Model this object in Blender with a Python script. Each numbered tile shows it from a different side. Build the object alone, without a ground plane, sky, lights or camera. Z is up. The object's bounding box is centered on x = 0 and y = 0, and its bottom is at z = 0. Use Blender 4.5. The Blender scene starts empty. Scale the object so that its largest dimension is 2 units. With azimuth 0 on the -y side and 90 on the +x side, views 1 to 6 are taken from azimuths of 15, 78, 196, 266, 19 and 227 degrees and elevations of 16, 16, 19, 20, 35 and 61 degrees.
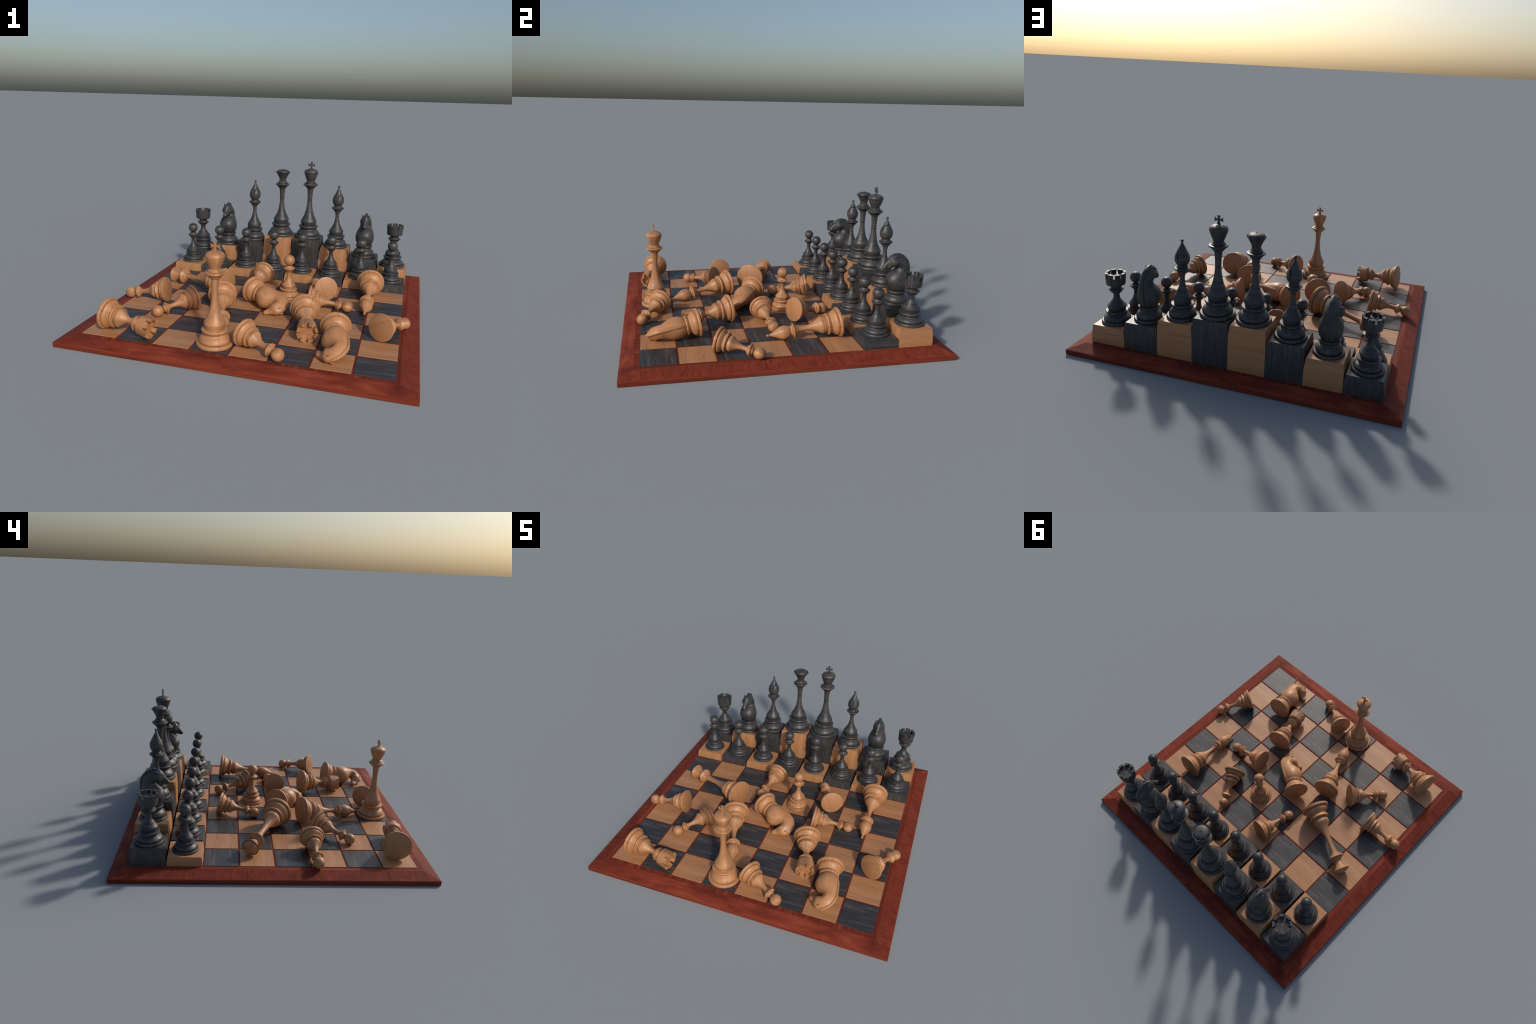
import bpy, bmesh, math, random
from mathutils import Vector, Matrix

random.seed(7)
D = bpy.data
COL = bpy.context.scene.collection

# ------------------------------------------------------------------ sizes
PITCH = 0.222            # distance between square centres
SQUARE = 0.2115          # side of one flat square
PANEL_Z = 0.0527         # top of the red panel (seen between the squares)
BOARD_Z = 0.0560         # top of the flat squares
RAIL_IN = 0.9165         # inner edge of the bevelled frame
RAIL_Z = 0.0302          # height of the frame's outer edge
STEP = 0.0552            # every step of the stair of blocks

# ------------------------------------------------------------------ materials
def nodes_of(mat):
    mat.use_nodes = True
    nt = mat.node_tree
    nt.nodes.clear()
    return nt, nt.nodes, nt.links


class Tree:
    """small helper that wires nodes together"""
    def __init__(self, name):
        self.mat = D.materials.new(name)
        self.nt, self.n, self.l = nodes_of(self.mat)
        self.out = self.n.new("ShaderNodeOutputMaterial")
        self.bsdf = self.n.new("ShaderNodeBsdfPrincipled")
        self.l.new(self.bsdf.outputs[0], self.out.inputs[0])
        self.co = self.n.new("ShaderNodeTexCoord").outputs["Object"]

    def put(self, sock, val):
        if hasattr(val, "bl_idname") or hasattr(val, "is_linked"):
            self.l.new(val, sock)
        else:
            sock.default_value = val

    def mapped(self, scale, loc=(0, 0, 0), rot=(0, 0, 0), src=None):
        m = self.n.new("ShaderNodeMapping")
        m.inputs["Scale"].default_value = scale
        m.inputs["Location"].default_value = loc
        m.inputs["Rotation"].default_value = rot
        self.l.new(src or self.co, m.inputs[0])
        return m.outputs[0]

    def noise(self, vec, scale=1.0, detail=4.0, rough=0.55, dist=0.0):
        t = self.n.new("ShaderNodeTexNoise")
        t.inputs["Scale"].default_value = scale
        t.inputs["Detail"].default_value = detail
        t.inputs["Roughness"].default_value = rough
        t.inputs["Distortion"].default_value = dist
        self.l.new(vec, t.inputs["Vector"])
        return t.outputs["Fac"]

    def ramp(self, fac, stops, mode="LINEAR"):
        r = self.n.new("ShaderNodeValToRGB")
        r.color_ramp.interpolation = mode
        e = r.color_ramp.elements
        while len(e) < len(stops):
            e.new(0.5)
        for el, (p, c) in zip(e, stops):
            el.position = p
            el.color = (*c, 1) if len(c) == 3 else c
        self.l.new(fac, r.inputs[0])
        return r.outputs[0]

    def grey(self, fac, a, b, lo=0.0, hi=1.0):
        m = self.n.new("ShaderNodeMapRange")
        m.inputs["From Min"].default_value = a
        m.inputs["From Max"].default_value = b
        m.inputs["To Min"].default_value = lo
        m.inputs["To Max"].default_value = hi
        self.l.new(fac, m.inputs["Value"])
        return m.outputs[0]

    def math(self, op, a, b=0.0, c=0.0):
        m = self.n.new("ShaderNodeMath")
        m.operation = op
        for i, v in enumerate((a, b, c)):
            self.put(m.inputs[i], v)
        return m.outputs[0]

    def mix(self, fac, a, b, blend="MIX"):
        m = self.n.new("ShaderNodeMix")
        m.data_type = "RGBA"
        m.blend_type = blend
        self.put(m.inputs["Factor"], fac)
        for s, v in ((m.inputs["A"], a), (m.inputs["B"], b)):
            pass
        ins = [i for i in m.inputs if i.type == "RGBA"]
        for s, v in zip(ins, (a, b)):
            if isinstance(v, tuple):
                s.default_value = (*v, 1)
            else:
                self.l.new(v, s)
        return [o for o in m.outputs if o.type == "RGBA"][0]

    def finish(self, color, rough, bump=None, strength=0.15, dist=0.002, coat=0.0, spec=0.5):
        self.l.new(color, self.bsdf.inputs["Base Color"])
        self.put(self.bsdf.inputs["Roughness"], rough)
        self.bsdf.inputs["Specular IOR Level"].default_value = spec
        self.bsdf.inputs["Coat Weight"].default_value = coat
        self.bsdf.inputs["Coat Roughness"].default_value = 0.25
        if bump is not None:
            b = self.n.new("ShaderNodeBump")
            b.inputs["Strength"].default_value = strength
            b.inputs["Distance"].default_value = dist
            self.l.new(bump, b.inputs["Height"])
            self.l.new(b.outputs[0], self.bsdf.inputs["Normal"])
        return self.mat


def stretch(axis, across, along):
    v = [across, across, across]
    v["xyz".index(axis)] = along
    return tuple(v)


def angle_window(t, a0, a1, soft=0.004):
    """1 inside a sector of the turned piece, with a crisp edge (glued-up staves)"""
    g = t.n.new("ShaderNodeTexGradient")
    g.gradient_type = "RADIAL"
    t.l.new(t.co, g.inputs[0])
    f = g.outputs["Fac"]
    lo = t.grey(f, a0, a0 + soft)
    hi = t.grey(f, a1, a1 + soft, 1.0, 0.0)
    return t.math("MULTIPLY", lo, hi)


def light_wood(name, axis, offset=(0, 0, 0), contrast=1.0, staves=(), rough=0.42, tone=1.0, spec=0.5):
    t = Tree(name)
    k = contrast
    broad = t.noise(t.mapped(stretch(axis, 22, 1.6), offset), 1.0, 5, 0.55, 0.4)
    c0 = (0.52 * tone, 0.262 * tone, 0.122 * tone)
    c1 = (0.455 * tone, 0.215 * tone, 0.093 * tone)
    c2 = (0.385 * tone, 0.175 * tone, 0.073 * tone)
    col = t.ramp(broad, [(0.28, c2), (0.50, c1), (0.72, c0)])
    fibre = t.noise(t.mapped(stretch(axis, 210, 7), offset), 1.0, 3, 0.6)
    col = t.mix(t.grey(fibre, 0.30, 0.72, 0.0, 0.55 * k), col, (0.30, 0.135, 0.055))
    vein = t.noise(t.mapped(stretch(axis, 46, 2.1), tuple(o + 3.1 for o in offset)), 1.0, 4, 0.6, 0.6)
    col = t.mix(t.grey(vein, 0.60, 0.69, 0.0, 0.70 * k), col, (0.155, 0.085, 0.048))
    for a0, a1, w in staves:
        win = angle_window(t, a0, a1)
        col = t.mix(t.math("MULTIPLY", win, w), col, (0.225, 0.115, 0.056))
    return t.finish(col, rough, fibre, 0.10, 0.001, spec=spec)


def dark_wood(name, scale, offset=(0, 0, 0), streak=1.0, rough=0.5, lift=1.0, spec=0.5):
    """black wood with fine brown and grey lines; scale = line frequency on x, y, z"""
    t = Tree(name)
    sc = Vector(scale)
    top = max(sc)
    broad = t.noise(t.mapped(tuple(max(v * 0.16, 1.5) for v in sc), offset), 1.0, 4, 0.6, 0.3)
    col = t.ramp(broad, [(0.30, (0.019 * lift, 0.022 * lift, 0.025 * lift)),
                         (0.52, (0.030 * lift, 0.032 * lift, 0.034 * lift)),
                         (0.74, (0.044 * lift, 0.041 * lift, 0.040 * lift))])
    fibre = t.noise(t.mapped(tuple(sc), offset), 1.0, 4, 0.65)
    col = t.mix(t.grey(fibre, 0.50, 0.64, 0.0, 0.85 * streak), col, (0.088, 0.072, 0.066))
    vein = t.noise(t.mapped(tuple(sc * 0.45), tuple(o + 7.7 for o in offset)), 1.0, 5, 0.65, 0.35)
    patch = t.noise(t.mapped((9, 9, 9), tuple(o + 2.7 for o in offset)), 1.0, 2, 0.5)
    v2 = t.math("MULTIPLY", t.grey(vein, 0.52, 0.64, 0.0, 0.85 * streak), t.grey(patch, 0.40, 0.60))
    col = t.mix(v2, col, (0.128, 0.092, 0.079))
    pore = t.noise(t.mapped(tuple(sc * 1.25), tuple(o + 1.3 for o in offset)), 1.0, 3, 0.6)
    col = t.mix(t.grey(pore, 0.36, 0.47, 0.85, 0.0), col, (0.012, 0.013, 0.015))
    return t.finish(col, rough, fibre, 0.22, 0.001, spec=spec)


def red_wood(name, axis, offset=(0, 0, 0), figure="ribbon", rough=0.72, tone=0.92):
    t = Tree(name)
    src = t.co
    if figure != "ribbon":
        # two lengths of timber butted together on a slanting joint
        sep = t.n.new("ShaderNodeSeparateXYZ")
        t.l.new(t.co, sep.inputs[0])
        lean = t.math("MULTIPLY_ADD", sep.outputs["Y"], 0.25, sep.outputs["X"])
        jump = t.math("MULTIPLY", t.math("GREATER_THAN", lean, -0.245), 3.37)
        add = t.n.new("ShaderNodeVectorMath")
        t.l.new(t.co, add.inputs[0])
        com = t.n.new("ShaderNodeCombineXYZ")
        t.l.new(jump, com.inputs[1])
        t.l.new(com.outputs[0], add.inputs[1])
        src = add.outputs[0]
    def mp(sc, off=offset, rot=(0, 0, 0)):
        return t.mapped(sc, off, rot, src)
    if figure == "blotch":
        a = t.noise(mp((4.5, 11.0, 9.0)), 1.0, 2, 0.45, 0.7)
        b = t.noise(mp((9, 60, 60)), 1.0, 3, 0.55, 0.4)
        f = t.math("ADD", t.math("MULTIPLY", a, 0.72), t.math("MULTIPLY", b, 0.28))
    elif figure == "wavy":
        a = t.noise(mp((5.0, 9.0, 9.0)), 1.0, 3, 0.5, 0.8)
        b = t.noise(mp((95, 20, 20), offset, (0, 0, math.radians(-32))), 1.0, 3, 0.55, 1.0)
        c = t.noise(mp((24, 7, 7), offset, (0, 0, math.radians(-14))), 1.0, 3, 0.5, 2.0)
        f = t.math("ADD", t.math("MULTIPLY", a, 0.26), t.math("ADD", t.math("MULTIPLY", b, 0.26), t.math("MULTIPLY", c, 0.48)))
    else:
        a = t.noise(mp(stretch(axis, 48, 1.5)), 1.0, 4, 0.55, 0.2)
        b = t.noise(mp(stretch(axis, 160, 3)), 1.0, 3, 0.6)
        f = t.math("ADD", t.math("MULTIPLY", a, 0.75), t.math("MULTIPLY", b, 0.25))
    col = t.ramp(f, [(0.33, (0.110, 0.0175, 0.0100)), (0.45, (0.165, 0.0280, 0.0145)),
                     (0.57, (0.228, 0.0410, 0.0195)), (0.70, (0.300, 0.0640, 0.0290))])
    col = t.mix(1.0, col, (tone, tone, tone), "MULTIPLY")
    pore = t.noise(mp(stretch(axis, 230, 14)), 1.0, 3, 0.6)
    col = t.mix(t.grey(pore, 0.33, 0.45, 0.35, 0.0), col, (0.085, 0.014, 0.009))
    return t.finish(col, rough, pore, 0.06, 0.001, spec=0.16)


M = {}
def mats():
    M["light_top"] = light_wood("pale_wood_square", "x", (0.3, 1.7, 0.4), 1.0, rough=0.46, spec=0.65)
    M["light_block"] = light_wood("pale_wood_block_side", "x", (2.1, 0.4, 5.0), 0.9, rough=0.5)
    M["light_block_y"] = light_wood("pale_wood_block_end", "y", (4.1, 2.4, 5.0), 0.9, rough=0.5)
    M["light_block_z"] = light_wood("pale_wood_block_front", "z", (7.1, 2.4, 1.0), 0.7, rough=0.5)
    M["dark_top"] = dark_wood("black_wood_square", (5.5, 165, 165), (0.2, 0.9, 0.1), 1.0, 0.46, 1.0, 0.65)
    M["dark_block_z"] = dark_wood("black_wood_block_side", (150, 150, 4), (3.2, 1.1, 0.6), 0.85, 0.52, 1.1)
    M["dark_block_y"] = dark_wood("black_wood_block_end", (150, 4, 150), (5.2, 1.1, 0.6), 0.85, 0.52, 1.1)
    M["panel"] = red_wood("red_wood_panel", "y", (0.4, 0.2, 0.0), "ribbon", tone=0.86)
    M["rail_edge"] = red_wood("red_wood_rail_edge", "x", (3.4, 1.2, 0.0), "ribbon", tone=0.95)
    M["rail_blotch"] = red_wood("red_wood_blotched_rail", "x", (0.7, 0.3, 0.0), "blotch")
    M["rail_wavy"] = red_wood("red_wood_wavy_rail", "x", (1.9, 0.6, 0.0), "wavy")
    M["light_stem"] = light_wood("pale_wood_turned", "z", (1.2, 0.3, 0.8), 0.42,
                                 ((0.365, 0.49, 0.50), (0.02, 0.06, 0.30), (0.70, 0.80, 0.40)), 0.46)
    M["light_foot"] = light_wood("pale_wood_foot", "x", (5.2, 3.3, 0.8), 0.45,
                                 ((0.335, 0.360, 0.40), (0.62, 0.65, 0.35), (0.90, 0.92, 0.35)), 0.46)
    M["light_horse"] = light_wood("pale_wood_carved", "z", (3.2, 8.3, 0.8), 0.45, (), 0.44)
    M["dark_horse"] = dark_wood("black_wood_carved", (95, 120, 16), (4.1, 3.2, 1.0), 0.60, 0.46, 1.25)
    M["light_under"] = light_wood("pale_wood_end", "x", (9.2, 3.9, 0.8), 1.1, rough=0.5, tone=0.9)
    M["dark_stem"] = dark_wood("black_wood_turned", (5, 5, 230), (1.6, 0.3, 2.8), 1.0, 0.45, 1.3)
    M["dark_foot"] = dark_wood("black_wood_foot", (150, 150, 7), (4.6, 2.3, 0.8), 0.9, 0.45, 1.3)
    M["dark_stave"] = dark_wood("black_wood_staves", (120, 120, 3), (2.6, 6.3, 0.8), 1.1, 0.5, 1.2)
    M["dark_under"] = dark_wood("black_wood_end", (5, 150, 150), (6.6, 2.3, 0.8), 0.75, 0.5)


# ------------------------------------------------------------------ mesh helpers
def link(obj, parent=None):
    COL.objects.link(obj)
    if parent is not None:
        obj.parent = parent
    return obj


def to_mesh(name, verts, faces, materials, face_mat=None, sharp=38):
    me = D.meshes.new(name)
    me.from_pydata([tuple(v) for v in verts], [], faces)
    for m in materials:
        me.materials.append(m)
    if face_mat:
        me.polygons.foreach_set("material_index", face_mat)
    bm = bmesh.new()
    bm.from_mesh(me)
    bmesh.ops.remove_doubles(bm, verts=bm.verts, dist=1e-6)
    bmesh.ops.recalc_face_normals(bm, faces=bm.faces)
    bm.to_mesh(me)
    bm.free()
    me.polygons.foreach_set("use_smooth", [True] * len(me.polygons))
    me.set_sharp_from_angle(angle=math.radians(sharp))
    me.update()
    return me


def spline(pts, n):
    """Catmull-Rom through the control points (chord-length), n samples a span"""
    P = [Vector(p) for p in pts]
    if len(P) < 3:
        return [tuple(p) for p in P]
    ext = [P[0] * 2 - P[1]] + P + [P[-1] * 2 - P[-2]]
    out = []
    for i in range(1, len(ext) - 2):
        p0, p1, p2, p3 = ext[i - 1:i + 3]
        d = [max((b - a).length ** 0.5, 1e-5) for a, b in ((p0, p1), (p1, p2), (p2, p3))]
        m1 = (p1 - p0) / d[0] - (p2 - p0) / (d[0] + d[1]) + (p2 - p1) / d[1]
        m2 = (p2 - p1) / d[1] - (p3 - p1) / (d[1] + d[2]) + (p3 - p2) / d[2]
        m1 *= d[1]
        m2 *= d[1]
        for j in range(n):
            t = j / n
            out.append(tuple((2 * t**3 - 3 * t**2 + 1) * p1 + (t**3 - 2 * t**2 + t) * m1
                             + (-2 * t**3 + 3 * t**2) * p2 + (t**3 - t**2) * m2))
    out.append(tuple(P[-1]))
    return out


def smooth_profile(segments, n=4):
    """segments: lists of (r, z); smooth inside each list, a corner between lists"""
    out = []
    for s in segments:
        pts = spline(s, n) if len(s) > 2 else [tuple(p) for p in s]
        for p in pts:
            p = (max(p[0], 0.0), p[1])
            if not out or (abs(out[-1][0] - p[0]) + abs(out[-1][1] - p[1])) > 1e-6:
                out.append(p)
    return out


SEG = 64
def turn(name, profile, materials, under=False, seg=SEG):
    """lathe a profile [(r, z)...] round z"""
    verts, faces, fm = [], [], []
    rings = []
    for r, z in profile:
        if r < 1e-6:
            rings.append([len(verts)])
            verts.append((0, 0, z))
        else:
            rings.append(list(range(len(verts), len(verts) + seg)))
            verts += [(r * math.cos(2 * math.pi * k / seg), r * math.sin(2 * math.pi * k / seg), z) for k in range(seg)]
    for i, (a, b) in enumerate(zip(rings, rings[1:])):
        flat = under and i == 0
        for k in range(seg):
            k2 = (k + 1) % seg
            if len(a) == 1 and len(b) == 1:
                continue
            if len(a) == 1:
                f = (a[0], b[k2], b[k])
            elif len(b) == 1:
                f = (a[k], a[k2], b[0])
            else:
                f = (a[k], a[k2], b[k2], b[k])
            faces.append(f)
            fm.append(1 if flat else 0)
    return to_mesh(name, verts, faces, materials, fm)


# ------------------------------------------------------------------ board
def box_mesh(name, x0, x1, y0, y1, z0, z1, mat, bevel=0.0):
    bm = bmesh.new()
    bmesh.ops.create_cube(bm, size=1.0)
    for v in bm.verts:
        v.co = Vector(((x0 + x1) / 2 + v.co.x * (x1 - x0), (y0 + y1) / 2 + v.co.y * (y1 - y0), (z0 + z1) / 2 + v.co.z * (z1 - z0)))
    if bevel:
        top = [e for e in bm.edges if all(v.co.z > (z0 + z1) / 2 for v in e.verts)]
        bmesh.ops.bevel(bm, geom=top, offset=bevel, segments=2, affect="EDGES", profile=0.5)
    me = D.meshes.new(name)
    bm.to_mesh(me)
    bm.free()
    me.materials.append(mat)
    return me


def rail_mesh(name, mat):
    """one mitred, bevelled side of the frame, running along local x at local y = -1"""
    prof = [(1.0, 0.0), (1.0, RAIL_Z - 0.0015), (0.9975, RAIL_Z), (RAIL_IN, PANEL_Z + 0.0006), (RAIL_IN, 0.0)]
    verts, faces = [], []
    n = 40
    for i in range(n + 1):
        t = -1 + 2 * i / n
        for d, z in prof:
            verts.append((t * d, -d, z))
    m = len(prof)
    for i in range(n):
        for j in range(m):
            a, b = i * m + j, i * m + (j + 1) % m
            faces.append((a, b, b + m, a + m))
    faces.append(tuple(range(m)))
    faces.append(tuple(n * m + j for j in reversed(range(m))))
    slots = [1 if j == 0 else 0 for i in range(n) for j in range(m)] + [0, 0]
    return to_mesh(name, verts, faces, [mat, M["rail_edge"]], slots, sharp=12)


def block_mesh(name, height, dark):
    """a raised square: a pillar that keeps its foot and narrows softly to its top"""
    z0, z1 = PANEL_Z - 0.003 - BOARD_Z, height
    foot, drop, reach = 0.1109, 0.0078, 0.10   # the taper sits in the last 10 cm
    rows = 24
    verts, faces, fm = [], [], []
    levels = []
    for i in range(rows + 1):
        t = i / rows
        z = z0 + (z1 - 0.0010 - z0) * t
        levels.append((z, foot - drop * max(0.0, 1 - (z1 - z) / reach) ** 2))
    levels.append((z1, foot - drop - 0.0010))
    for z, h in levels:
        verts += [(-h, -h, z), (h, -h, z), (h, h, z), (-h, h, z)]
    # slots: 0 top, 1 front/back, 2 right side, 3 left side
    side = {0: 1, 1: 2, 2: 3, 3: 4}
    for i in range(len(levels) - 1):
        for k in range(4):
            a, b = i * 4 + k, i * 4 + (k + 1) % 4
            faces.append((a, b, b + 4, a + 4))
            fm.append(side[k])
    q = (len(levels) - 1) * 4
    faces.append((q, q + 1, q + 2, q + 3))
    fm.append(0)
    faces.append((3, 2, 1, 0))
    fm.append(0)
    if dark:
        ms = [M["dark_top"], M["dark_block_z"], M["dark_block_y"], M["dark_block_z"], M["dark_block_z"]]
    else:
        ms = [M["light_top"], M["light_block_z"], M["light_block_y"], M["light_block"], M["light_block_y"]]
    return to_mesh(name, verts, faces, ms, fm, sharp=30)


RANK8 = ["rook", "knight", "bishop", "queen", "king", "bishop", "knight", "rook"]
RISE = {"pawn": 1, "rook": 2, "knight": 3, "bishop": 4, "queen": 5, "king": 5}


def centre(i):
    return (i - 3.5) * PITCH


def build_board():
    root = D.objects.new("chessboard", None)
    root["label"] = "wooden chessboard with red frame and stepped far squares"
    root["category"] = "chess board"
    link(root)
    panel = box_mesh("panel", -RAIL_IN, RAIL_IN, -RAIL_IN, RAIL_IN, 0.004, PANEL_Z, M["panel"])
    link(D.objects.new("panel", panel), root)
    for k in range(4):
        me = rail_mesh("frame_rail", M["rail_blotch"] if k % 2 == 0 else M["rail_wavy"])
        o = link(D.objects.new("frame_rail", me), root)
        o.rotation_euler = (0, 0, k * math.pi / 2)
    flat = {}
    for dark in (0, 1):
        h = SQUARE / 2
        flat[dark] = box_mesh("square", -h, h, -h, h, -0.0075, 0.0, M["dark_top" if dark else "light_top"], 0.0006)
    blocks = {}
    for f in range(8):
        for r in range(8):
            dark = (f + r) % 2 == 1
            if r < 6:
                o = D.objects.new("square", flat[1 if dark else 0])
            else:
                rise = RISE["pawn"] if r == 6 else RISE[RANK8[f]]
                key = (rise, dark)
                if key not in blocks:
                    blocks[key] = block_mesh("raised_square", rise * STEP, dark)
                o = D.objects.new("raised_square", blocks[key])
            o.location = (centre(f), centre(r) + (0.0016 if r == 7 else 0.0), BOARD_Z)
            link(o, root)


# ------------------------------------------------------------------ turned pieces
def foot_profile(R, Rs, zs, Rn, zn, Rr, zr, Rlip):
    """foot disc, groove, shoulder, waist and ring shared by all pieces"""
    f = R / 0.1045
    hb = 0.0205 * f
    return smooth_profile([
        [(0.0, 0.0), (R * 0.965, 0.0)],
        [(R * 0.965, 0.0), (R * 0.992, 0.0016 * f), (R, 0.0062 * f), (R * 0.994, 0.0125 * f), (R * 0.972, hb - 0.0022 * f), (R * 0.950, hb)],
        [(R * 0.950, hb), (Rs * 0.925, hb + 0.0002)],
        [(Rs * 0.925, hb + 0.0002), (Rs * 0.925, hb + 0.0034 * f)],
        [(Rs * 0.925, hb + 0.0034 * f), (Rs * 0.985, hb + 0.0040 * f)],
        [(Rs * 0.985, hb + 0.0040 * f), (Rs, zs + 0.0010 * f), (Rs * 0.955, zs + (zn - zs) * 0.30), (Rs * 0.50 + Rn * 0.50, zs + (zn - zs) * 0.64),
         (Rn * 1.035, zs + (zn - zs) * 0.88), (Rn, zn)],
        [(Rn, zn), (Rn * 1.02, zn + (zr - zn) * 0.18), (Rn * 0.45 + Rr * 0.55, zn + (zr - zn) * 0.50), (Rr * 0.985, zn + (zr - zn) * 0.86), (Rr, zr),
         (Rr * 0.995, zr + 0.0038 * f), (Rr * 0.965, zr + 0.0072 * f)],
        [(Rr * 0.965, zr + 0.0072 * f), (Rlip, zr + 0.0082 * f)],
    ])


def skirt(Rc, zc, Rb, zb):
    """rounded rim at the foot of the flared stem"""
    d = zc - zb
    return [[(Rb * 0.965, zb - 0.004), (Rb * 0.965, zb + d * 0.10)],
            [(Rb * 0.965, zb + d * 0.10), (Rb, zb + d * 0.12)],
            [(Rb, zb + d * 0.12), (Rb * 1.02, zb + d * 0.26), (Rb * 0.45 + Rc * 0.55, zb + d * 0.52), (Rc * 0.985, zc - d * 0.18), (Rc, zc), (Rc * 0.978, zc + d * 0.24)]]


def collar(Rst, z0, Ru, zu, Rc, zc, Rring, zring, Rtop, ztop):
    return [[(Rst, z0), (Ru * 0.92, z0 + (zu - z0) * 0.35), (Ru, zu - (zu - z0) * 0.25), (Ru * 1.01, zu)],
            [(Ru * 1.01, zu), (Ru * 0.55 + Rc * 0.45, zu + (zc - zu) * 0.36), (Rc * 0.955, zc - (zc - zu) * 0.26), (Rc * 0.995, zc - (zc - zu) * 0.08), (Rc, zc + (zring - zc) * 0.06), (Rc * 0.965, zc + (zring - zc) * 0.28)],
            [(Rc * 0.965, zc + (zring - zc) * 0.28), (Rring * 1.03, zc + (zring - zc) * 0.56)],
            [(Rring * 1.03, zc + (zring - zc) * 0.56), (Rring * 1.075, zc + (zring - zc) * 0.72), (Rring * 1.06, zring - (zring - zc) * 0.08), (Rring * 0.98, zring)],
            [(Rring * 0.98, zring), (Rring * 0.70 + Rtop * 0.30, zring + (ztop - zring) * 0.12)],
            [(Rring * 0.70 + Rtop * 0.30, zring + (ztop - zring) * 0.12), (Rring * 0.68 + Rtop * 0.32, zring + (ztop - zring) * 0.45), (Rtop, ztop)]]


PIECES = {}


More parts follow.
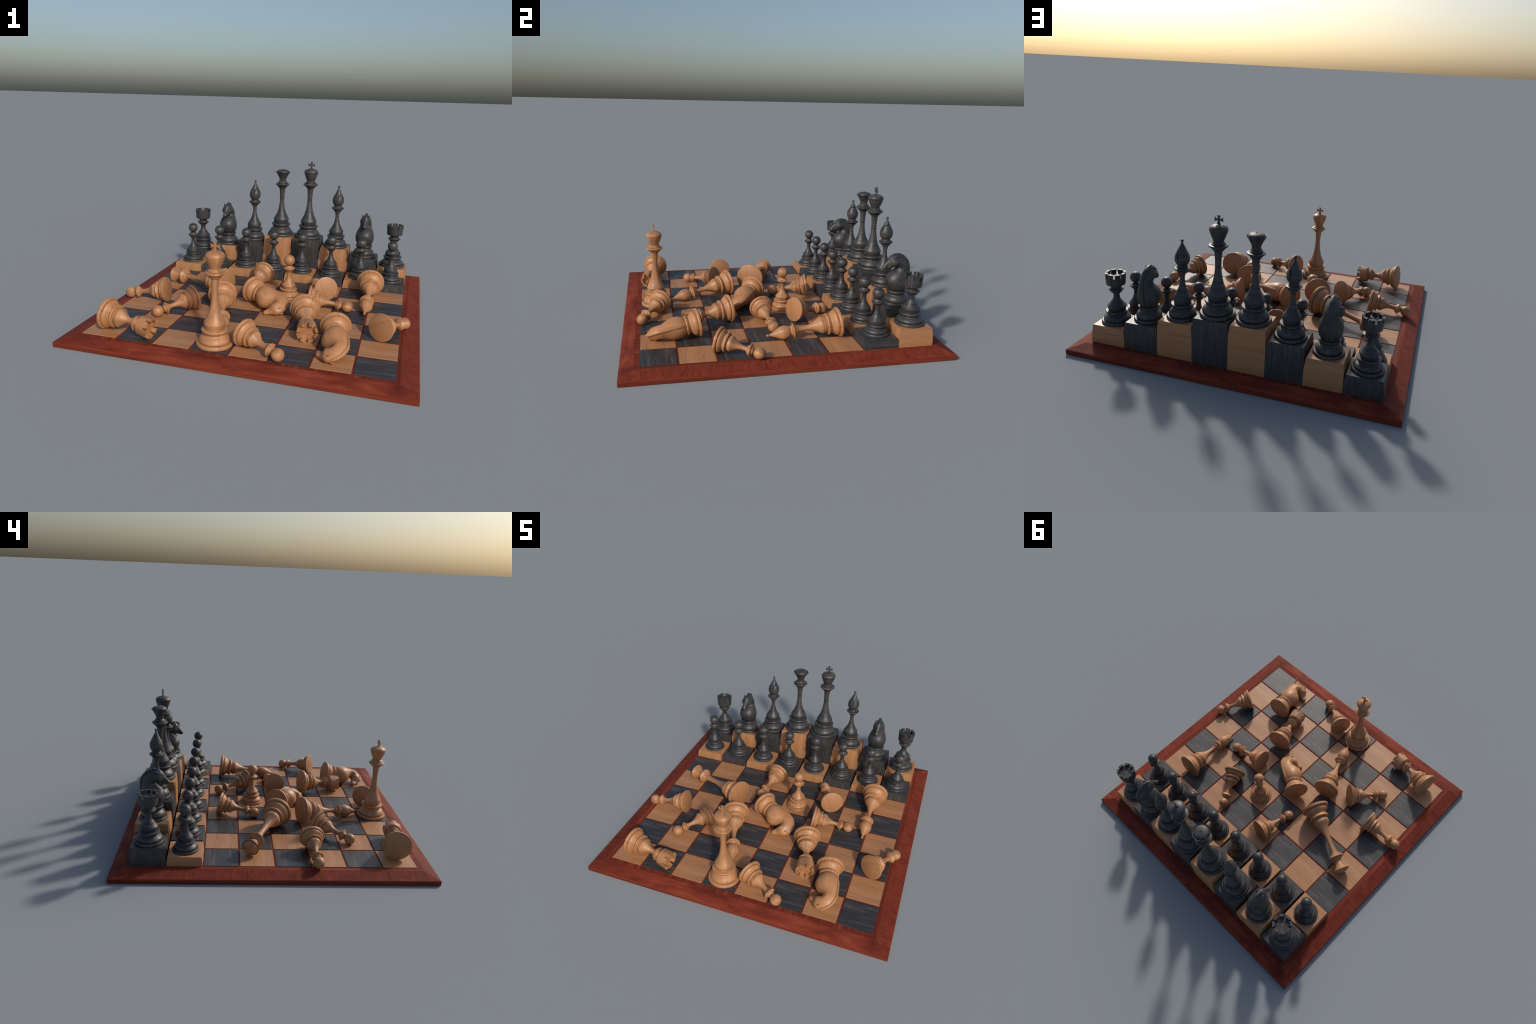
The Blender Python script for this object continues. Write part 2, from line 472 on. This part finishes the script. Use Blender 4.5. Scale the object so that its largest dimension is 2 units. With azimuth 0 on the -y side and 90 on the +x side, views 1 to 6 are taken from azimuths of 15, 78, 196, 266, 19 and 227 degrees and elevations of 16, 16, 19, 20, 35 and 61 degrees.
def piece_parts(kind, light):
    st, ft, un, sv = (M["light_stem"], M["light_foot"], M["light_under"], M["light_stem"]) if light else (M["dark_stem"], M["dark_foot"], M["dark_under"], M["dark_stave"])
    parts = []

    def lathe(name, segs, mat=st, n=5):
        parts.append((name, turn(name, smooth_profile(segs, n), [mat, un]), (0, 0, 0)))

    def foot(*a):
        pr = foot_profile(*a)
        parts.append(("foot", turn("foot", pr, [ft, un], under=True), (0, 0, 0)))

    if kind == "king":
        foot(0.1045, 0.0892, 0.0300, 0.0628, 0.0675, 0.0750, 0.0880, 0.050)
        lathe("stem", skirt(0.0620, 0.1265, 0.0562, 0.0990) + [[(0.0606, 0.1325), (0.0535, 0.1478), (0.0472, 0.1590), (0.0398, 0.1760), (0.0340, 0.1915), (0.0255, 0.2280),
              (0.0206, 0.2600), (0.0183, 0.2950), (0.0190, 0.3300), (0.0211, 0.3620), (0.0240, 0.3850)], [(0.0240, 0.3850), (0.0240, 0.3900)]])
        lathe("collar", collar(0.0240, 0.3870, 0.0355, 0.3985, 0.0571, 0.4185, 0.0395, 0.4325, 0.0300, 0.4425))
        lathe("crown", [[(0.0285, 0.4400), (0.0302, 0.4460), (0.0384, 0.4650), (0.0458, 0.4830), (0.0512, 0.5000), (0.0538, 0.5110), (0.0527, 0.5185), (0.0470, 0.5265),
              (0.0360, 0.5335), (0.0190, 0.5390), (0.0, 0.5408)]])
        parts.append(("cross", cross_mesh(st), (0, 0, 0)))
    elif kind == "queen":
        foot(0.1035, 0.0880, 0.0320, 0.0615, 0.0675, 0.0733, 0.0885, 0.050)
        lathe("stem", skirt(0.0600, 0.1275, 0.0550, 0.0995) + [[(0.0587, 0.1340), (0.0528, 0.1460), (0.0468, 0.1555), (0.0395, 0.1690), (0.0335, 0.1825), (0.0262, 0.2080), (0.0212, 0.2330),
              (0.0180, 0.2650), (0.0174, 0.2880), (0.0184, 0.3200), (0.0208, 0.3500), (0.0236, 0.3730)], [(0.0236, 0.3730), (0.0236, 0.3780)]])
        lathe("collar", collar(0.0236, 0.3750, 0.0345, 0.3870, 0.0543, 0.4065, 0.0375, 0.4190, 0.0275, 0.4310))
        lathe("crown", [[(0.0266, 0.4280), (0.0263, 0.4370), (0.0276, 0.4500), (0.0318, 0.4610), (0.0395, 0.4750), (0.0480, 0.4895), (0.0572, 0.5018)],
                        [(0.0572, 0.5018), (0.0572, 0.5032)], [(0.0572, 0.5032), (0.0545, 0.5022)], [(0.0545, 0.5022), (0.0500, 0.4960)],
                        [(0.0500, 0.4960), (0.0497, 0.5010), (0.0462, 0.5085), (0.0390, 0.5145), (0.0270, 0.5188), (0.0130, 0.5208), (0.0040, 0.5214)],
                        [(0.0040, 0.5214), (0.0038, 0.5240), (0.0024, 0.5258), (0.0, 0.5264)]], sv)
    elif kind == "bishop":
        foot(0.0948, 0.0808, 0.0300, 0.0565, 0.0625, 0.0680, 0.0825, 0.045)
        lathe("stem", skirt(0.0555, 0.1210, 0.0508, 0.0945) + [[(0.0543, 0.1265), (0.0470, 0.1390), (0.0374, 0.1540), (0.0290, 0.1710), (0.0208, 0.1940), (0.0160, 0.2160),
              (0.0143, 0.2400), (0.0155, 0.2580), (0.0192, 0.2740)], [(0.0192, 0.2740), (0.0192, 0.2790)]])
        lathe("collar", collar(0.0192, 0.2755, 0.0295, 0.2870, 0.0473, 0.3050, 0.0325, 0.3160, 0.0262, 0.3245))
        parts.append(("mitre", bishop_head(st), (0, 0, 0)))
        lathe("finial", [[(0.0040, 0.4585), (0.0052, 0.4610), (0.0082, 0.4650), (0.0091, 0.4695), (0.0080, 0.4742), (0.0048, 0.4775), (0.0, 0.4786)]])
    elif kind == "rook":
        foot(0.0943, 0.0822, 0.0275, 0.0572, 0.0530, 0.0685, 0.0700, 0.045)
        lathe("stem", skirt(0.0570, 0.1020, 0.0512, 0.0790) + [[(0.0556, 0.1070), (0.0485, 0.1145), (0.0405, 0.1240), (0.0330, 0.1350), (0.0250, 0.1460), (0.0203, 0.1560),
              (0.0187, 0.1680), (0.0190, 0.1800), (0.0205, 0.1890)], [(0.0205, 0.1890), (0.0205, 0.1930)]])
        lathe("collar", collar(0.0205, 0.1895, 0.0325, 0.1985, 0.0465, 0.2145, 0.0335, 0.2215, 0.0300, 0.2260))
        parts.append(("battlement", rook_tower(sv), (0, 0, 0)))
    elif kind == "pawn":
        foot(0.0825, 0.0720, 0.0245, 0.0512, 0.0465, 0.0598, 0.0600, 0.040)
        lathe("stem", skirt(0.0480, 0.0880, 0.0440, 0.0685) + [[(0.0467, 0.0930), (0.0410, 0.1000), (0.0345, 0.1080), (0.0280, 0.1170), (0.0212, 0.1300), (0.0168, 0.1440),
              (0.0146, 0.1600), (0.0146, 0.1720), (0.0158, 0.1860)], [(0.0158, 0.1860), (0.0158, 0.1905)]])
        lathe("collar", [[(0.0158, 0.1875), (0.0235, 0.1890), (0.0255, 0.1930)], [(0.0255, 0.1930), (0.0300, 0.1985), (0.0372, 0.2055), (0.0386, 0.2095), (0.0362, 0.2125)],
                         [(0.0362, 0.2125), (0.0270, 0.2165), (0.0235, 0.2215), (0.0215, 0.2260)], [(0.0215, 0.2260), (0.0120, 0.2290)]])
        lathe("ball", [[(0.0365 * math.cos(a), 0.2650 + 0.0365 * math.sin(a)) for a in [math.radians(-78 + 168 * i / 14) for i in range(15)]]], n=2)
    elif kind == "knight":
        foot(0.0905, 0.0775, 0.0310, 0.0535, 0.0650, 0.0642, 0.0835, 0.030)
        parts += knight_parts(M["light_horse" if light else "dark_horse"], ft)
    return parts


def cross_mesh(mat):
    """flared cross, a solid plate facing front and back"""
    zc, thick = 0.5665, 0.0037
    def arm(L, w_end, w_in, n=6):
        pts = []
        for i in range(n + 1):
            t = i / n
            pts.append((w_in + (w_end - w_in) * (t ** 2.2), 0.0065 + (L - 0.0065) * t))
        return pts
    out = []
    for q, (L, we) in enumerate(((0.0240, 0.0118), (0.0248, 0.0135), (0.0275, 0.0118), (0.0248, 0.0135))):
        a = arm(L, we, 0.0060)
        ring = [(-w, h) for w, h in a] + [(w, h) for w, h in reversed(a)]
        ang = -q * math.pi / 2
        out += [(x * math.cos(ang) - y * math.sin(ang), x * math.sin(ang) + y * math.cos(ang)) for x, y in ring]
    verts = [(x, s * thick, zc + y) for s in (-1, 1) for x, y in out]
    n = len(out)
    faces = [tuple(range(n)), tuple(range(2 * n - 1, n - 1, -1))]
    faces += [(i, i + n, (i + 1) % n + n, (i + 1) % n) for i in range(n)]
    me = to_mesh("cross", verts, faces, [mat], sharp=25)
    bm = bmesh.new()
    bm.from_mesh(me)
    rim = [e for e in bm.edges if len(e.link_faces) == 2 and e.calc_face_angle(0) > 1.2]
    bmesh.ops.bevel(bm, geom=rim, offset=0.0009, segments=1, affect="EDGES")
    bmesh.ops.triangulate(bm, faces=[f for f in bm.faces if len(f.verts) > 4])
    bm.to_mesh(me)
    bm.free()
    me.set_sharp_from_angle(angle=math.radians(30))
    return me


def boolean(me, cutters, op="DIFFERENCE"):
    o = D.objects.new("work", me)
    COL.objects.link(o)
    extra = []
    for c in cutters:
        co = D.objects.new("cut", c)
        COL.objects.link(co)
        extra.append(co)
        m = o.modifiers.new("b", "BOOLEAN")
        m.operation = op
        m.object = co
        m.solver = "EXACT"
    bpy.context.view_layer.update()
    dg = bpy.context.evaluated_depsgraph_get()
    res = D.meshes.new_from_object(o.evaluated_get(dg))
    for x in [o] + extra:
        D.objects.remove(x)
    res.polygons.foreach_set("use_smooth", [True] * len(res.polygons))
    res.set_sharp_from_angle(angle=math.radians(32))
    return res


BISHOP_SLIT = math.radians(-5)


def bishop_head(mat):
    prof = smooth_profile([[(0.0, 0.3205), (0.0230, 0.3205)],
                           [(0.0230, 0.3205), (0.0275, 0.3255), (0.0352, 0.3340), (0.0415, 0.3480), (0.0440, 0.3650), (0.0432, 0.3760), (0.0385, 0.3910), (0.0312, 0.4050),
                            (0.0240, 0.4190), (0.0170, 0.4340), (0.0110, 0.4450), (0.0045, 0.4595)],
                           [(0.0045, 0.4595), (0.0, 0.4600)]], 6)
    me = turn("mitre", prof, [mat])
    # slot: a nearly upright saw cut that splits a sliver off one side
    cut = box_mesh("saw", -0.0034, 0.0034, -0.08, 0.08, 0.0, 0.12, mat)
    cut.transform(Matrix.Translation((0.0042, 0, 0.3715)) @ Matrix.Rotation(math.radians(17), 4, "Y") @ Matrix.Rotation(math.radians(-9), 4, "X"))
    cut.transform(Matrix.Rotation(BISHOP_SLIT, 4, "Z"))
    res = boolean(me, [cut])
    res.name = "mitre"
    return res


def rook_tower(mat):
    floor, top, lip, rin, rtop = 0.2985, 0.3190, 0.2955, 0.0458, 0.0618
    prof = smooth_profile([[(0.0, 0.2225), (0.0298, 0.2225)], [(0.0298, 0.2225), (0.0305, 0.2270), (0.0325, 0.2345), (0.0345, 0.2385)],
                           [(0.0345, 0.2385), (0.0450, 0.2412), (0.0548, 0.2452), (0.0566, 0.2468), (0.0571, 0.2488)],
                           [(0.0571, 0.2488), (0.0592, 0.2810)], [(0.0592, 0.2810), (rtop, top)],
                           [(rtop, top), (rin, top)], [(rin, top), (rin, floor)], [(rin, floor), (0.0, floor)]], 4)
    me = turn("battlement", prof, [mat])
    cuts = []
    for k in range(4):
        c = box_mesh("notch", -0.08, 0.08, -0.0060, 0.0060, lip, top + 0.02, mat)
        c.transform(Matrix.Rotation(math.radians(22.5 + 45 * k), 4, "Z"))
        cuts.append(c)
    res = boolean(me, cuts)
    res.name = "battlement"
    return res


# ------------------------------------------------------------------ knight (faces -y)
# pairs of outline points (back, throat side) given as (forward, height), half width, crest pinch
KNIGHT = [
    ((-0.034, 0.0790), (0.034, 0.0800), 0.036, 1.0),
    ((-0.050, 0.0900), (0.046, 0.0920), 0.050, 1.0),
    ((-0.062, 0.1080), (0.061, 0.1100), 0.0620, 1.0),
    ((-0.0690, 0.1300), (0.0725, 0.1330), 0.0685, 1.0),
    ((-0.0720, 0.1540), (0.0785, 0.1590), 0.0700, 0.98),
    ((-0.0730, 0.1800), (0.0725, 0.1835), 0.0655, 0.92),
    ((-0.0735, 0.2040), (0.0565, 0.2040), 0.0565, 0.84),
    ((-0.0735, 0.2240), (0.0360, 0.2200), 0.0480, 0.76),
    ((-0.0728, 0.2420), (0.0210, 0.2320), 0.0435, 0.68),
    ((-0.0695, 0.2610), (0.0155, 0.2415), 0.0425, 0.62),
    ((-0.0600, 0.2840), (0.0170, 0.2455), 0.0415, 0.56),
    ((-0.0425, 0.3070), (0.0215, 0.2475), 0.0410, 0.52),
    ((-0.0200, 0.3230), (0.0285, 0.2470), 0.0410, 0.48),
    ((0.0055, 0.3310), (0.0365, 0.2450), 0.0408, 0.46),
    ((0.0280, 0.3325), (0.0450, 0.2425), 0.0395, 0.52),
    ((0.0470, 0.3290), (0.0525, 0.2405), 0.0360, 0.68),
    ((0.0625, 0.3170), (0.0590, 0.2385), 0.0268, 0.88),
    ((0.0755, 0.2970), (0.0660, 0.2365), 0.0185, 1.0),
    ((0.0885, 0.2775), (0.0740, 0.2350), 0.0140, 1.0),
    ((0.1000, 0.2635), (0.0830, 0.2325), 0.0140, 1.0),
    ((0.1085, 0.2540), (0.0920, 0.2312), 0.0142, 1.0),
    ((0.1120, 0.2485), (0.0990, 0.2345), 0.0105, 1.0),
]
CREST = [(-0.058, 0.0930), (-0.0695, 0.1130), (-0.0775, 0.1420), (-0.0800, 0.1700), (-0.0812, 0.2000), (-0.0815, 0.2250), (-0.0805, 0.2480), (-0.0755, 0.2720), (-0.0632, 0.2955),
         (-0.0430, 0.3180), (-0.0215, 0.3313), (0.0040, 0.3388), (0.0250, 0.3378), (0.0400, 0.3345)]


def knight_parts(mat, foot_mat):
    rows = [list(b) + list(f) + [w, c] for b, f, w, c in KNIGHT]
    # resample the rows smoothly, component by component
    def cat(vals, n):
        ext = [2 * vals[0] - vals[1]] + vals + [2 * vals[-1] - vals[-2]]
        o = []
        for i in range(1, len(ext) - 2):
            p0, p1, p2, p3 = ext[i - 1:i + 3]
            for j in range(n):
                t = j / n
                o.append(0.5 * (2 * p1 + (p2 - p0) * t + (2 * p0 - 5 * p1 + 4 * p2 - p3) * t * t + (3 * p1 - p0 - 3 * p2 + p3) * t ** 3))
        return o + [vals[-1]]
    fine = list(zip(*[cat(list(c), 5) for c in zip(*rows)]))
    seg = 56
    verts, faces = [], []
    for bf, bz, ff, fz, w, pinch in fine:
        for k in range(seg):
            a = 2 * math.pi * k / seg
            c, s = math.cos(a), math.sin(a)          # c = +1 throat side, -1 crest side
            wid = w
            if c < 0:
                wid = w * (1 - (1 - pinch) * (-c) ** 1.2)
            u = (1 + c) / 2
            verts.append((wid * s, -(bf + (ff - bf) * u), bz + (fz - bz) * u))
    n = len(fine)
    for i in range(n - 1):
        for k in range(seg):
            k2 = (k + 1) % seg
            faces.append((i * seg + k, i * seg + k2, (i + 1) * seg + k2, (i + 1) * seg + k))
    for end in (0, n - 1):
        c = Vector((0, 0, 0))
        for k in range(seg):
            c += Vector(verts[end * seg + k])
        ci = len(verts)
        c /= seg
        if end:
            c += Vector((0, -0.0025, -0.003))
        verts.append(tuple(c))
        for k in range(seg):
            faces.append((end * seg + k, end * seg + (k + 1) % seg, ci))
    # carve nostrils, mouth, eye hollows and the cheek edge by pushing vertices
    def dent(p, centre, radius, depth):
        d = (p - centre).length / radius
        if d < 1:
            return depth * (1 - d * d) ** 2
        return 0.0
    out = []
    for v in verts:
        p = Vector(v)
        side = 1 if p.x > 0 else -1
        sx = Vector((-side, 0, 0))
        q = Vector((abs(p.x), p.y, p.z))
        push = dent(q, Vector((0.0135, -0.1030, 0.2440)), 0.0055, 0.0035)       # nostril
        for k in range(5):                                                       # mouth line
            push += dent(q, Vector((0.0125, -0.1020 + 0.0055 * k, 0.2372 + 0.0006 * k)), 0.0042, 0.0020)
        push -= dent(q, Vector((0.0360, -0.0360, 0.2680)), 0.0250, 0.0040)      # round cheek
        push -= dent(q, Vector((0.0270, -0.0600, 0.3080)), 0.0140, 0.0035)      # brow
        push += dent(q, Vector((0.0200, -0.0730, 0.2620)), 0.0160, 0.0030)      # hollow before the cheek
        push -= dent(q, Vector((0.0140, -0.0980, 0.2540)), 0.0095, 0.0020)      # nostril rim
        out.append(tuple(p + sx * push))
    head = to_mesh("horse_head", out, faces, [mat], sharp=60)

    # mane: a rounded rail along the crest
    path = spline([(0, -f, z) for f, z in CREST], 6)
    verts, faces = [], []
    m = len(path)
    sec = [(-0.0088, -0.0090), (-0.0098, -0.0010), (-0.0082, 0.0012), (-0.0040, 0.0022), (0.0, 0.0026), (0.0040, 0.0022), (0.0082, 0.0012), (0.0098, -0.0010), (0.0088, -0.0090), (0.0, -0.0140)]
    for i, p in enumerate(path):
        a = Vector(path[max(i - 1, 0)])
        b = Vector(path[min(i + 1, m - 1)])
        tan = (b - a).normalized()
        nrm = Vector((0, -tan.z, tan.y))          # outward from the neck
        if nrm.dot(Vector(p) - Vector((0, 0.01, 0.22))) < 0:
            nrm = -nrm
        t = i / (m - 1)
        taper = 1.0 if t < 0.78 else 1.0 - 0.55 * (t - 0.78) / 0.22
        for x, h in sec:
            verts.append(tuple(Vector(p) + Vector((x * taper, 0, 0)) + nrm * (h - 0.0026)))
    k = len(sec)
    for i in range(m - 1):
        for j in range(k):
            faces.append((i * k + j, i * k + (j + 1) % k, (i + 1) * k + (j + 1) % k, (i + 1) * k + j))
    faces += [tuple(range(k)), tuple((m - 1) * k + j for j in range(k))]
    mane = to_mesh("mane", verts, faces, [mat], sharp=34)

    parts = [("horse_head", head, (0, 0, 0)), ("mane", mane, (0, 0, 0))]
    # ears: small leaf-shaped spikes beside the poll
    for s in (-1, 1):
        base, tip = Vector((s * 0.0225, -0.0370, 0.3110)), Vector((s * 0.0295, -0.0165, 0.3295))
        ax = (tip - base).normalized()
        u = ax.cross(Vector((0, 1, 0))).normalized()
        w = ax.cross(u)
        vs, fs = [], []
        prof = [(0.0, 0.0050), (0.3, 0.0066), (0.6, 0.0050), (0.85, 0.0022)]
        for t, r in prof:
            for j in range(10):
                a = 2 * math.pi * j / 10
                vs.append(base + (tip - base) * t + u * (r * 0.7 * math.cos(a)) + w * (r * 1.15 * math.sin(a)))
        vs.append(tip)
        for i in range(len(prof) - 1):
            for j in range(10):
                fs.append((i * 10 + j, i * 10 + (j + 1) % 10, (i + 1) * 10 + (j + 1) % 10, (i + 1) * 10 + j))
        q = (len(prof) - 1) * 10
        for j in range(10):
            fs.append((q + j, q + (j + 1) % 10, len(vs) - 1))
        fs.append(tuple(reversed(range(10))))
        parts.append(("ear", to_mesh("ear", vs, fs, [mat], sharp=50), (0, 0, 0)))
        # eye
        bm = bmesh.new()
        bmesh.ops.create_uvsphere(bm, u_segments=16, v_segments=10, radius=0.0052)
        bmesh.ops.scale(bm, verts=bm.verts, vec=(0.55, 1.25, 0.75))
        bmesh.ops.translate(bm, verts=bm.verts, vec=(s * 0.0205, -0.0605, 0.3040))
        me = D.meshes.new("eye")
        bm.to_mesh(me)
        bm.free()
        me.materials.append(mat)
        me.polygons.foreach_set("use_smooth", [True] * len(me.polygons))
        parts.append(("eye", me, (0, 0, 0)))
    return parts


# ------------------------------------------------------------------ placing
LABELS = {
    "king": "{} turned wooden chess king with flared cross on top",
    "queen": "{} turned wooden chess queen with cupped crown",
    "bishop": "{} turned wooden chess bishop with slit mitre",
    "knight": "{} carved wooden chess knight, horse head on foot",
    "rook": "{} turned wooden chess rook with notched tower",
    "pawn": "{} turned wooden chess pawn with round ball head",
}
CACHE = {}


def get_parts(kind, light):
    if (kind, light) not in CACHE:
        CACHE[(kind, light)] = piece_parts(kind, light)
    return CACHE[(kind, light)]


def place(kind, light, matrix):
    root = D.objects.new(kind, None)
    tone = "pale" if light else "black"
    root["label"] = LABELS[kind].format(tone)
    root["category"] = "chess piece"
    link(root)
    root.matrix_world = matrix
    for name, me, loc in get_parts(kind, light):
        link(D.objects.new(name, me), root)
    return root


def standing(kind, light, x, y, z, turned=0.0):
    place(kind, light, Matrix.Translation((x, y, z)) @ Matrix.Rotation(turned, 4, "Z"))


def settle(kind, light, rot, x, y, z_fixed=None):
    """put a piece down on the squares in the given attitude"""
    low = 1e9
    for name, me, loc in get_parts(kind, light):
        for v in me.vertices:
            low = min(low, (rot @ v.co).z)
    place(kind, light, Matrix.Translation((x, y, BOARD_Z + 0.0003 - low)) @ rot.to_4x4())


def attitude(axis, front):
    """rotation whose z is the piece's axis and whose +x leans as near to front as it can"""
    z = Vector(axis).normalized()
    x = Vector(front)
    x = (x - z * x.dot(z)).normalized()
    y = z.cross(x)
    return Matrix((x, y, z)).transposed()


def rest_tilt(kind, light):
    """angle at which a turned piece lies on its foot and its head"""
    R, z0 = 0, 0
    pts = []
    for name, me, loc in get_parts(kind, light):
        for v in me.vertices:
            r = math.hypot(v.co.x, v.co.y)
            pts.append((r, v.co.z))
    R = max(p[0] for p in pts if p[1] < 0.02)
    z0 = max(p[1] for p in pts if p[1] < 0.02 and p[0] > R - 1e-4)
    return min(math.atan2(R - r, z - z0) for r, z in pts if z > 0.12)


def fallen(kind, x, y, yaw, front=(0, 0, 1), roll=0.0):
    a = math.radians(yaw)
    t = rest_tilt(kind, True)
    axis = (math.cos(t) * math.cos(a), math.cos(t) * math.sin(a), -math.sin(t))
    rot = attitude(axis, front)
    if kind == "bishop":
        rot = rot @ Matrix.Rotation(-BISHOP_SLIT, 3, "Z")
    rot = rot @ Matrix.Rotation(math.radians(roll), 3, "Z")
    settle(kind, True, rot, x, y)


def build():
    mats()
    build_board()
    # the black army, standing on the stair
    for f, kind in enumerate(RANK8):
        standing(kind, False, centre(f), centre(7), BOARD_Z + RISE[kind] * STEP)
        standing("pawn", False, centre(f), centre(6), BOARD_Z + STEP)
    # the pale army: king and one pawn still up, the rest overturned
    standing("king", True, centre(3), centre(0), BOARD_Z)
    standing("pawn", True, centre(4), centre(4), BOARD_Z)
    fallen("queen", -0.295, -0.057, 155.3)
    fallen("rook", -0.781, -0.7735, 349.7, roll=8)
    fallen("rook", 0.305, -0.293, 283.5, roll=22.5)
    fallen("bishop", -0.256, -0.227, 289.0, (-0.66, -0.23, -0.70))
    fallen("bishop", 0.652, 0.359, 270.3, (-0.87, 0.0, -0.50))
    for x, y, yaw in ((-0.637, -0.251, 182.7), (-0.412, -0.318, 230.2), (-0.126, 0.357, 258.6), (0.370, 0.130, 116.1),
                      (0.278, -0.078, 7.8), (0.773, -0.432, 60.3), (0.047, -0.745, 330.6)):
        fallen("pawn", x, y, yaw, (math.cos(x * 40), math.sin(x * 40), 0.6))
    # knights lie on one cheek: axis and the side that turns up
    settle("knight", True, attitude((0.811, -0.571, -0.129), (0.194, 0.471, -0.861)), -0.099, -0.063)
    settle("knight", True, attitude((0.138, -0.979, -0.150), (0.414, 0.194, -0.889)), 0.526, -0.519)


build()
